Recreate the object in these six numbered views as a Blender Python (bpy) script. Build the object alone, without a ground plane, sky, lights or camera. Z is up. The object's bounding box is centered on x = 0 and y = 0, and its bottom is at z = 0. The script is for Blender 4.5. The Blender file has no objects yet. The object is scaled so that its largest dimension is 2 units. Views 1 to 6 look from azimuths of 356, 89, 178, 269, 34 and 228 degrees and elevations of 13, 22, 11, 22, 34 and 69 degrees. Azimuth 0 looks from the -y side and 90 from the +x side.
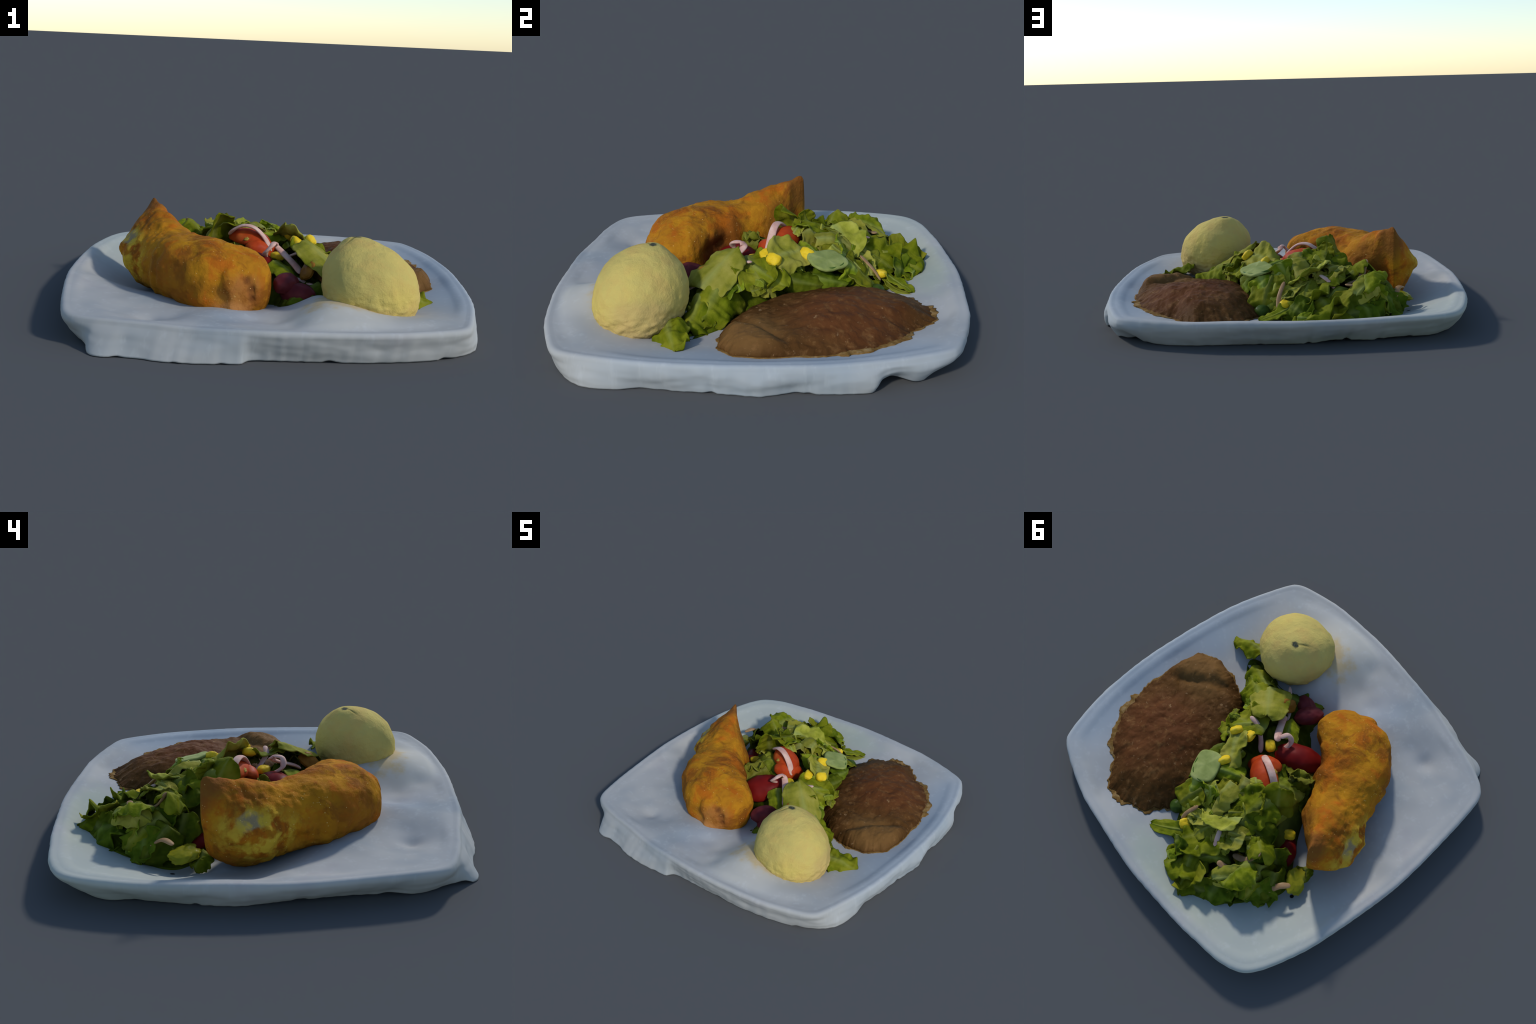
import bpy, math, random
import numpy as np
from mathutils import Vector, Matrix, noise

random.seed(7)
RNG = np.random.default_rng(7)
COLL = bpy.context.scene.collection


# ------------------------------------------------------------------ helpers
def fbm(p, scale=1.0, octaves=4, seed=0.0):
    """Fractal noise roughly in -1..1 at a 3D point."""
    v = Vector((p[0] * scale + seed * 17.3, p[1] * scale - seed * 9.1, p[2] * scale + seed * 5.7))
    return noise.fractal(v, 0.9, 2.1, octaves)


def smooth(a, b, x):
    t = np.clip((x - a) / (b - a), 0.0, 1.0)
    return t * t * (3 - 2 * t)


def catmull(points, ts, closed=False):
    """Catmull-Rom through rows of numbers; ts runs 0..1."""
    P = np.asarray(points, float)
    n = len(P)
    out = []
    for t in np.atleast_1d(ts):
        f = (t % 1.0) * n if closed else min(max(t, 0), 1) * (n - 1)
        i = int(math.floor(f))
        if not closed:
            i = min(i, n - 2)
        k = f - i
        if closed:
            a, b, c, d = P[(i - 1) % n], P[i % n], P[(i + 1) % n], P[(i + 2) % n]
        else:
            b, c = P[i], P[i + 1]
            a = P[i - 1] if i > 0 else 2 * b - c
            d = P[i + 2] if i + 2 < n else 2 * c - b
        out.append(0.5 * (2 * b + (c - a) * k + (2 * a - 5 * b + 4 * c - d) * k * k + (3 * b - a - 3 * c + d) * k ** 3))
    return np.array(out)


class Spline2:
    """Thin-plate surface through scattered (x, y, z) control points."""

    def __init__(self, pts, stiff=1e-4):
        p = np.asarray(pts, float)
        self.xy = p[:, :2]
        n = len(p)
        A = np.zeros((n + 3, n + 3))
        A[:n, :n] = self.kern(self.xy[:, None] - self.xy[None]) + np.eye(n) * stiff
        A[:n, n] = A[n, :n] = 1
        A[:n, n + 1:] = self.xy
        A[n + 1:, :n] = self.xy.T
        self.w = np.linalg.solve(A, np.concatenate([p[:, 2], np.zeros(3)]))

    @staticmethod
    def kern(d):
        r2 = (d ** 2).sum(-1)
        return r2 * np.log(r2 + 1e-9)

    def __call__(self, xy):
        xy = np.atleast_2d(np.asarray(xy, float))
        n = len(self.xy)
        return self.kern(xy[:, None] - self.xy[None]) @ self.w[:n] + self.w[n] + xy @ self.w[n + 1:]


def make_mesh(name, verts, faces, smooth_shade=True):
    me = bpy.data.meshes.new(name)
    me.from_pydata([tuple(map(float, v)) for v in verts], [], faces)
    me.validate()
    if smooth_shade:
        me.polygons.foreach_set("use_smooth", [True] * len(me.polygons))
    me.update()
    return me


def add(name, me, mat, parent=None, loc=None, matrix=None):
    ob = bpy.data.objects.new(name, me)
    COLL.objects.link(ob)
    if me is not None and mat is not None and not me.materials:
        me.materials.append(mat)
    if matrix is not None:
        ob.matrix_world = matrix
    elif loc is not None:
        ob.location = loc
    if parent is not None:
        ob.parent = parent
        if matrix is not None:
            ob.matrix_basis = Matrix.Translation(-Vector(parent.location)) @ matrix
        elif loc is not None:
            ob.location = Vector(loc) - Vector(parent.location)
    return ob


def empty(name, loc, label, category):
    ob = bpy.data.objects.new(name, None)
    COLL.objects.link(ob)
    ob.empty_display_size = 0.1
    ob.location = loc
    ob["label"], ob["category"] = label, category
    return ob


def ring_faces(rings, per, cap_start=True, cap_end=True, offset=0):
    f = []
    for i in range(rings - 1):
        for j in range(per):
            k = (j + 1) % per
            f.append((offset + i * per + j, offset + i * per + k, offset + (i + 1) * per + k, offset + (i + 1) * per + j))
    if cap_start:
        f.append(tuple(offset + j for j in reversed(range(per))))
    if cap_end:
        f.append(tuple(offset + (rings - 1) * per + j for j in range(per)))
    return f


def blob(name, radii, n=28, m=18, lump=0.0, lump_scale=8.0, seed=0.0, power=2.0):
    """Closed lumpy super-ellipsoid."""
    v = []
    for i in range(m):
        th = math.pi * (i + 0.5) / m - math.pi / 2
        for j in range(n):
            ph = 2 * math.pi * j / n
            d = np.array([math.cos(th) * math.cos(ph), math.cos(th) * math.sin(ph), math.sin(th)])
            s = (np.abs(d) ** power).sum() ** (-1 / power)
            p = d * s * np.array(radii)
            v.append(p * (1 + lump * fbm(d, lump_scale, 3, seed)))
    return make_mesh(name, v, ring_faces(m, n))


# ------------------------------------------------------------------ materials
class Mat:
    def __init__(self, name, rough=0.5, spec=0.3):
        self.m = bpy.data.materials.new(name)
        self.m.use_nodes = True
        self.t = self.m.node_tree
        self.b = self.t.nodes["Principled BSDF"]
        self.b.inputs["Roughness"].default_value = rough
        self.b.inputs["Specular IOR Level"].default_value = spec
        self.coord = self.t.nodes.new("ShaderNodeTexCoord")

    def node(self, kind, **kw):
        n = self.t.nodes.new(kind)
        for k, v in kw.items():
            setattr(n, k, v)
        return n

    def link(self, a, b):
        self.t.links.new(a, b)

    def noise(self, scale, detail=4, rough=0.55, stretch=None, space="Object", seed=0.0, distort=0.0):
        mp = self.node("ShaderNodeMapping")
        mp.inputs["Location"].default_value = (seed, seed * 0.7, -seed)
        if stretch:
            mp.inputs["Scale"].default_value = stretch
        n = self.node("ShaderNodeTexNoise")
        n.inputs["Scale"].default_value = scale
        n.inputs["Detail"].default_value = detail
        n.inputs["Roughness"].default_value = rough
        n.inputs["Distortion"].default_value = distort
        self.link(self.coord.outputs[space], mp.inputs[0])
        self.link(mp.outputs[0], n.inputs["Vector"])
        return n.outputs["Fac"]

    def voronoi(self, scale, feature="F1", seed=0.0):
        mp = self.node("ShaderNodeMapping")
        mp.inputs["Location"].default_value = (seed, seed, seed)
        n = self.node("ShaderNodeTexVoronoi", feature=feature)
        n.inputs["Scale"].default_value = scale
        self.link(self.coord.outputs["Object"], mp.inputs[0])
        self.link(mp.outputs[0], n.inputs["Vector"])
        return n.outputs["Distance"]

    def ramp(self, fac, stops):
        r = self.node("ShaderNodeValToRGB")
        while len(r.color_ramp.elements) < len(stops):
            r.color_ramp.elements.new(0.5)
        for e, (p, c) in zip(r.color_ramp.elements, stops):
            e.position = p
            e.color = (*c, 1) if not isinstance(c, (int, float)) else (c, c, c, 1)
        self.link(fac, r.inputs[0])
        return r.outputs[0]

    def mix(self, fac, a, b, blend="MIX"):
        n = self.node("ShaderNodeMix", data_type="RGBA", blend_type=blend)
        for sock, val in ((n.inputs[0], fac), (n.inputs[6], a), (n.inputs[7], b)):
            if hasattr(val, "links") or hasattr(val, "is_linked"):
                self.link(val, sock)
            elif isinstance(val, (int, float)):
                sock.default_value = val
            else:
                sock.default_value = (*val, 1)
        return n.outputs[2]

    def math(self, op, a, b=0.0, clamp=False):
        n = self.node("ShaderNodeMath", operation=op, use_clamp=clamp)
        for sock, val in ((n.inputs[0], a), (n.inputs[1], b)):
            if hasattr(val, "is_linked"):
                self.link(val, sock)
            else:
                sock.default_value = val
        return n.outputs[0]

    def spot(self, centre, radii, soft=0.5, wobble=0.0, scale=10.0, seed=0.0, turn=0.0):
        """Mask: 1 inside an ellipsoid in object space, fading to 0, with a ragged border."""
        mp = self.node("ShaderNodeMapping", vector_type="TEXTURE")
        mp.inputs["Location"].default_value = centre
        mp.inputs["Scale"].default_value = radii
        mp.inputs["Rotation"].default_value = (0, 0, turn)
        self.link(self.coord.outputs["Object"], mp.inputs[0])
        ln = self.node("ShaderNodeVectorMath", operation="LENGTH")
        self.link(mp.outputs[0], ln.inputs[0])
        d = ln.outputs["Value"]
        if wobble:
            d = self.math("ADD", d, self.math("MULTIPLY", self.math("SUBTRACT", self.noise(scale, seed=seed), 0.5), wobble))
        mr = self.node("ShaderNodeMapRange", interpolation_type="SMOOTHSTEP")
        mr.inputs["From Min"].default_value = 1 + soft / 2
        mr.inputs["From Max"].default_value = 1 - soft / 2
        self.link(d, mr.inputs["Value"])
        return mr.outputs[0]

    def bump(self, height, strength=0.3, dist=0.01):
        n = self.node("ShaderNodeBump")
        n.inputs["Strength"].default_value = strength
        n.inputs["Distance"].default_value = dist
        self.link(height, n.inputs["Height"])
        self.link(n.outputs[0], self.b.inputs["Normal"])

    def colour(self, out):
        if hasattr(out, "is_linked"):
            self.link(out, self.b.inputs["Base Color"])
        else:
            self.b.inputs["Base Color"].default_value = (*out, 1)


def plate_material():
    m = Mat("white_ceramic", 0.7, 0.03)
    c = m.ramp(m.noise(2.4, 3, 0.5), [(0.3, (0.29, 0.315, 0.325)), (0.45, (0.37, 0.37, 0.355)), (0.6, (0.41, 0.405, 0.385)), (0.75, (0.37, 0.35, 0.35))])
    # bluish reflections painted into the glaze colour beside the meat and at the front
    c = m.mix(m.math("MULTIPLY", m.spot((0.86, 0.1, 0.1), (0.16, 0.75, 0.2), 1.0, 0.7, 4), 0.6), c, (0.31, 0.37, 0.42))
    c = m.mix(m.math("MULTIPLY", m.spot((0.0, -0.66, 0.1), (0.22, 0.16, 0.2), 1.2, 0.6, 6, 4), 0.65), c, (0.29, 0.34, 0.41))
    c = m.mix(m.spot((0.18, -0.70, 0.1), (0.26, 0.20, 0.2), 1.2, 0.5, 5), c, (0.50, 0.47, 0.40))  # pale beige reflection put into the colour beside the dumpling
    c = m.mix(m.math("MULTIPLY", m.spot((-0.70, 0.66, 0.05), (0.34, 0.40, 0.2), 1.2, 0.5, 4), 0.75), c, (0.40, 0.43, 0.375))  # green-grey reflection painted into the back corner's colour
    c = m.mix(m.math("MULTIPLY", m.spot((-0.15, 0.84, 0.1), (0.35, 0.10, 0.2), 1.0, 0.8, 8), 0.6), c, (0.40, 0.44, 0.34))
    c = m.mix(m.spot((0.29, -0.68, 0.13), (0.17, 0.12, 0.1), 0.5, 1.1, 18), c, (0.50, 0.395, 0.23))
    c = m.mix(m.spot((-0.648, 0.407, 0.0), (0.012, 0.012, 0.08), 0.4, 0.3, 40), c, (0.01, 0.01, 0.012))
    c = m.mix(m.math("MULTIPLY", m.ramp(m.noise(26, 4, 0.6, (1, 1, 0.15)), [(0.55, 0.0), (0.75, 1.0)]), 0.22), c, (0.56, 0.58, 0.58))
    m.colour(c)
    m.bump(m.noise(9, 4), 0.12, 0.01)
    return m.m


def batter_material():
    m = Mat("golden_fried_batter", 0.7, 0.03)
    c = m.ramp(m.noise(4.5, 5, 0.6), [(0.3, (0.229, 0.084, 0.009)), (0.46, (0.361, 0.145, 0.010)), (0.62, (0.458, 0.198, 0.011)), (0.8, (0.493, 0.229, 0.014))])
    c = m.mix(m.ramp(m.noise(8, 5, 0.65, seed=3, distort=0.5), [(0.47, 0.0), (0.60, 0.85)]), c, (0.37, 0.095, 0.008))
    c = m.mix(m.ramp(m.noise(3, 4, 0.6, seed=9), [(0.58, 0.0), (0.72, 0.6)]), c, (0.22, 0.085, 0.014))
    # darker brown sealed end and its lower edge
    c = m.mix(m.math("MULTIPLY", m.spot((-0.57, 0.25, 0.40), (0.09, 0.11, 0.13), 0.9, 0.5, 10), 0.85), c, (0.17, 0.065, 0.016))
    c = m.mix(m.math("MULTIPLY", m.spot((-0.44, 0.16, 0.22), (0.10, 0.16, 0.16), 0.9, 0.7, 9), 0.7), c, (0.16, 0.055, 0.012))
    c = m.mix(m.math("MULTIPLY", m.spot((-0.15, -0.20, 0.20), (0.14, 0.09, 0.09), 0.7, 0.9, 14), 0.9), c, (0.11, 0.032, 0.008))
    c = m.mix(m.math("MULTIPLY", m.spot((-0.16, -0.55, 0.16), (0.11, 0.08, 0.09), 0.8, 0.8, 16), 0.7), c, (0.30, 0.12, 0.035))
    c = m.mix(m.math("MULTIPLY", m.spot((-0.19, -0.60, 0.08), (0.12, 0.07, 0.05), 0.9, 1.0, 18), 0.8), c, (0.46, 0.20, 0.06))
    c = m.mix(m.ramp(m.noise(6.5, 6, 0.65, seed=13, distort=0.6), [(0.50, 0.0), (0.60, 0.75)]), c, (0.19, 0.062, 0.009))
    c = m.mix(m.math("MULTIPLY", m.spot((-0.46, -0.45, 0.2), (0.16, 0.14, 0.12), 1.0, 0.8, 9), 0.5), c, (0.24, 0.085, 0.012))
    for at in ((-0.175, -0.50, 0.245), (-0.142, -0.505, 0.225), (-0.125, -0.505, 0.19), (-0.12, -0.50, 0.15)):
        c = m.mix(m.math("MULTIPLY", m.spot(at, (0.028, 0.04, 0.026), 0.9, 0.6, 30), 0.8), c, (0.09, 0.028, 0.010))  # crease shade painted as dark spots around the filling
    # thin pale window where the dough shows
    c = m.mix(m.spot((-0.715, 0.045, 0.288), (0.07, 0.066, 0.040), 0.4, 1.3, 14), c, (0.26, 0.195, 0.105))
    c = m.mix(m.math("MULTIPLY", m.spot((-0.70, -0.02, 0.22), (0.09, 0.2, 0.13), 0.8, 1.0, 16), m.ramp(m.noise(14, 4, seed=5), [(0.42, 0.0), (0.55, 0.9)])), c, (0.55, 0.36, 0.035))
    c = m.mix(m.ramp(m.voronoi(55), [(0.05, 1.0), (0.16, 0.0)]), c, m.mix(m.ramp(m.noise(16, 2, seed=4), [(0.5, 0.0), (0.6, 1.0)]), c, (0.72, 0.48, 0.16)))
    m.colour(c)
    h = m.math("ADD", m.noise(22, 6, 0.6), m.math("MULTIPLY", m.noise(60, 4), 0.3))
    m.bump(h, 0.45, 0.02)
    return m.m


def filling_material():
    m = Mat("minced_filling", 0.7, 0.03)
    m.colour(m.ramp(m.noise(22, 5), [(0.3, (0.16, 0.05, 0.02)), (0.55, (0.34, 0.14, 0.04)), (0.75, (0.45, 0.22, 0.07))]))
    m.bump(m.noise(40, 5), 0.6, 0.01)
    return m.m


def dumpling_material():
    m = Mat("potato_dough", 0.7, 0.03)
    c = m.ramp(m.noise(3.2, 4, 0.55), [(0.3, (0.421, 0.344, 0.107)), (0.5, (0.527, 0.415, 0.122)), (0.72, (0.584, 0.438, 0.111))])
    c = m.mix(m.ramp(m.noise(9, 5, 0.6, seed=2), [(0.46, 0.0), (0.66, 0.75)]), c, (0.52, 0.36, 0.11))
    foot = m.spot((0.0, 0.0, -0.03), (0.32, 0.32, 0.12), 0.7, 0.6, 9)
    c = m.mix(m.math("MULTIPLY", foot, m.ramp(m.noise(14, 5, 0.65, seed=6), [(0.32, 0.0), (0.52, 0.95)])), c, (0.52, 0.37, 0.155))
    c = m.mix(m.math("MULTIPLY", m.spot((0.21, 0.03, 0.10), (0.08, 0.14, 0.08), 0.9, 0.6, 12), 0.55), c, (0.48, 0.33, 0.13))
    c = m.mix(m.spot((-0.066, 0.07, 0.345), (0.022, 0.016, 0.035), 0.7, 1.3, 60), c, (0.05, 0.055, 0.04))
    c = m.mix(m.math("MULTIPLY", m.spot((-0.092, 0.038, 0.32), (0.040, 0.007, 0.06), 0.8, 1.0, 40, turn=0.785), 0.8), c, (0.20, 0.17, 0.05))
    m.colour(c)
    h = m.math("ADD", m.noise(30, 6, 0.65), m.math("MULTIPLY", m.noise(9, 4), 0.6))
    m.bump(h, 0.55, 0.014)
    return m.m


def patty_material():
    m = Mat("gravy_covered_meat", 0.6, 0.03)
    c = m.ramp(m.noise(6, 5, 0.6), [(0.3, (0.041, 0.018, 0.004)), (0.5, (0.076, 0.033, 0.009)), (0.7, (0.103, 0.046, 0.013))])
    c = m.mix(m.math("MULTIPLY", m.spot((0.08, 0.10, 0.12), (0.24, 0.26, 0.2), 1.0, 0.7, 6), 0.6), c, (0.121, 0.039, 0.014))
    c = m.mix(m.math("MULTIPLY", m.spot((0.18, -0.34, 0.09), (0.17, 0.15, 0.12), 0.8, 0.7, 8), 0.8), c, (0.175, 0.088, 0.027))
    c = m.mix(m.ramp(m.noise(19, 5, 0.65, seed=4, distort=0.4), [(0.53, 0.0), (0.70, 0.6)]), c, (0.20, 0.098, 0.033))
    c = m.mix(m.ramp(m.noise(46, 3, 0.6, seed=8), [(0.65, 0.0), (0.73, 0.6)]), c, (0.30, 0.18, 0.085))
    m.colour(c)
    h = m.math("ADD", m.noise(24, 6, 0.6), m.math("MULTIPLY", m.noise(70, 4), 0.25))
    m.bump(h, 0.35, 0.012)
    return m.m


def gravy_material():
    m = Mat("thin_brown_gravy", 0.7, 0.03)
    m.colour(m.ramp(m.noise(20, 5, 0.6), [(0.3, (0.11, 0.052, 0.015)), (0.52, (0.20, 0.11, 0.03)), (0.72, (0.33, 0.22, 0.10))]))
    m.bump(m.noise(40, 5), 0.4, 0.01)
    return m.m


def lettuce_material(name, dark, mid, light, rib=0.5):
    m = Mat(name, 0.65, 0.04)
    info = m.node("ShaderNodeObjectInfo")
    c = m.ramp(m.noise(9, 4, 0.55), [(0.30, dark), (0.5, mid), (0.72, light)])
    streak = m.ramp(m.noise(30, 3, 0.5, (0.18, 1.0, 1.0), seed=2), [(0.45, 0.0), (0.7, 0.5)])
    c = m.mix(streak, c, light)
    sep = m.node("ShaderNodeSeparateXYZ")
    m.link(m.coord.outputs["Generated"], sep.inputs[0])
    off = m.math("ABSOLUTE", m.math("SUBTRACT", sep.outputs[1], 0.5))
    off = m.math("ADD", off, m.math("MULTIPLY", sep.outputs[0], 0.12))
    ribm = m.ramp(off, [(0.02, rib), (0.16, 0.0)])
    c = m.mix(ribm, c, (0.33, 0.35, 0.10))
    edge = m.ramp(m.math("ABSOLUTE", m.math("SUBTRACT", sep.outputs[1], 0.5)), [(0.40, 0.0), (0.5, 0.45)])
    c = m.mix(m.math("MULTIPLY", edge, m.ramp(m.noise(18, 3, seed=7), [(0.45, 0.0), (0.6, 1.0)])), c, (0.34, 0.36, 0.07))
    hs = m.node("ShaderNodeHueSaturation")
    m.link(c, hs.inputs["Color"])
    m.link(m.math("ADD", m.math("MULTIPLY", info.outputs["Random"], 0.5), 0.78), hs.inputs["Value"])
    m.link(m.math("ADD", m.math("MULTIPLY", info.outputs["Random"], 0.03), 0.485), hs.inputs["Hue"])
    m.colour(hs.outputs[0])
    h = m.math("ADD", m.noise(26, 5, 0.6, (0.4, 1, 1)), m.noise(60, 3))
    m.bump(h, 0.35, 0.008)
    tr = m.node("ShaderNodeBsdfTranslucent")
    m.link(hs.outputs[0], tr.inputs["Color"])
    mx = m.node("ShaderNodeMixShader")
    mx.inputs[0].default_value = 0.15
    out = m.t.nodes["Material Output"]
    m.link(m.b.outputs[0], mx.inputs[1])
    m.link(tr.outputs[0], mx.inputs[2])
    m.link(mx.outputs[0], out.inputs["Surface"])
    return m.m


def simple_material(name, stops, scale=14, rough=0.6, spec=0.06, bump=0.2, bscale=40):
    m = Mat(name, rough, spec)
    m.colour(m.ramp(m.noise(scale, 4, 0.55), stops))
    m.bump(m.noise(bscale, 4), bump, 0.008)
    return m.m


# ------------------------------------------------------------------ plate
RIM = [(0.794, -0.873), (0.754, -0.902), (0.680, -0.929), (0.550, -0.963), (0.446, -0.980), (0.302, -0.989), (0.152, -0.994), (0.0, -0.987),
       (-0.194, -0.970), (-0.342, -0.953), (-0.543, -0.905), (-0.700, -0.870), (-0.821, -0.831), (-0.896, -0.788), (-0.933, -0.730),
       (-0.955, -0.613), (-0.973, -0.440), (-0.990, -0.230), (-0.996, -0.050), (-0.984, 0.139), (-0.967, 0.322), (-0.943, 0.510),
       (-0.904, 0.669), (-0.853, 0.812), (-0.805, 0.882), (-0.745, 0.919), (-0.655, 0.949), (-0.527, 0.966), (-0.380, 0.983), (-0.135, 0.993),
       (0.029, 0.995), (0.216, 0.978), (0.396, 0.956), (0.514, 0.940), (0.659, 0.900), (0.800, 0.845), (0.866, 0.808), (0.889, 0.778),
       (0.912, 0.716), (0.943, 0.607), (0.970, 0.469), (0.988, 0.293), (0.992, 0.114), (0.982, -0.058), (0.966, -0.236), (0.937, -0.443),
       (0.895, -0.611), (0.852, -0.745), (0.822, -0.823)]

# lower edge of the skirt under the rim: x, y, height above the table
HEM = [(-0.79, -0.925, 0.0), (-0.64, -0.945, 0.0), (-0.44, -0.997, 0.0), (-0.20, -0.997, 0.0), (-0.125, -0.957, 0.002),
       (0.12, -0.957, 0.0), (0.37, -0.955, 0.0), (0.63, -0.913, 0.0), (0.775, -0.845, 0.0), (0.868, -0.752, 0.0),
       (0.897, -0.61, 0.0), (0.892, -0.51, 0.0), (0.925, -0.36, 0.0), (0.957, -0.18, 0.0), (0.990, -0.02, 0.0),
       (0.968, 0.12, 0.002), (0.986, 0.25, 0.0), (0.984, 0.43, 0.0), (0.935, 0.475, 0.03), (0.905, 0.53, 0.035),
       (0.91, 0.63, 0.006), (0.865, 0.69, 0.004), (0.78, 0.735, 0.012), (0.72, 0.805, 0.0), (0.54, 0.865, 0.0),
       (0.19, 0.885, 0.0), (-0.05, 0.900, 0.0), (-0.20, 0.893, 0.012), (-0.40, 0.880, 0.002), (-0.50, 0.868, 0.010),
       (-0.69, 0.825, 0.003), (-0.81, 0.70, 0.0), (-0.83, 0.556, 0.002), (-0.855, 0.46, 0.001), (-0.905, 0.25, 0.0),
       (-0.923, 0.10, 0.0), (-0.905, -0.10, 0.005), (-0.885, -0.41, 0.008), (-0.893, -0.59, 0.002), (-0.875, -0.69, 0.003),
       (-0.83, -0.80, 0.010)]

FLOOR = [(-0.65, 0.41, 0.024), (-0.67, 0.12, 0.022), (-0.42, 0.62, 0.040), (-0.20, 0.84, 0.078), (0.15, 0.75, 0.078),
         (0.15, 0.55, 0.055), (0.50, 0.83, 0.090), (0.70, 0.68, 0.100), (0.87, 0.32, 0.105), (0.86, 0.0, 0.100),
         (0.80, -0.30, 0.100), (0.78, -0.55, 0.110), (0.64, -0.62, 0.108), (0.64, -0.78, 0.136), (0.43, -0.79, 0.156),
         (0.20, -0.77, 0.182), (0.18, -0.62, 0.170), (0.18, -0.50, 0.150), (0.09, -0.56, 0.112), (0.07, -0.52, 0.100), (0.08, -0.40, 0.072),
         (-0.03, -0.62, 0.080), (0.0, -0.70, 0.084), (-0.16, -0.60, 0.094),
         (-0.36, -0.64, 0.122), (-0.57, -0.67, 0.085), (-0.76, -0.52, 0.110), (-0.60, -0.42, 0.110), (-0.73, -0.18, 0.098), (-0.86, -0.10, 0.122), (-0.78, 0.04, 0.060),
         (-0.87, 0.15, 0.100), (-0.84, 0.40, 0.088), (-0.72, 0.65, 0.095), (-0.50, 0.82, 0.094), (0.0, 0.0, 0.03),
         (0.30, 0.30, 0.05), (-0.30, -0.20, 0.04), (-0.30, 0.30, 0.03), (0.40, -0.50, 0.09), (0.15, -0.89, 0.150), (0.40, -0.90, 0.146),
         (-0.3, -0.80, 0.122), (-0.7, -0.75, 0.115), (-0.87, -0.3, 0.115)]

floor_surface = Spline2(FLOOR + [(x * 0.965, y * 0.965, 0.129) for x, y in RIM[::2]], 2e-4)


# soft dents and swells in the glaze: x, y, radius, depth
PLATE_DIMPLES = [(-0.568, -0.674, 0.045, 0.014), (0.05, -0.83, 0.05, 0.010), (-0.12, -0.68, 0.05, 0.010), (-0.28, -0.70, 0.07, -0.010), (-0.46, -0.66, 0.06, 0.008),
                 (-0.70, -0.50, 0.08, -0.010), (-0.62, -0.60, 0.06, -0.008), (-0.86, -0.15, 0.06, 0.010), (-0.80, 0.55, 0.07, -0.008), (0.66, -0.86, 0.06, 0.008), (-0.36, 0.88, 0.06, 0.008)]


def floor_z(x, y):
    return float(floor_surface([(x, y)])[0])


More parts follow.
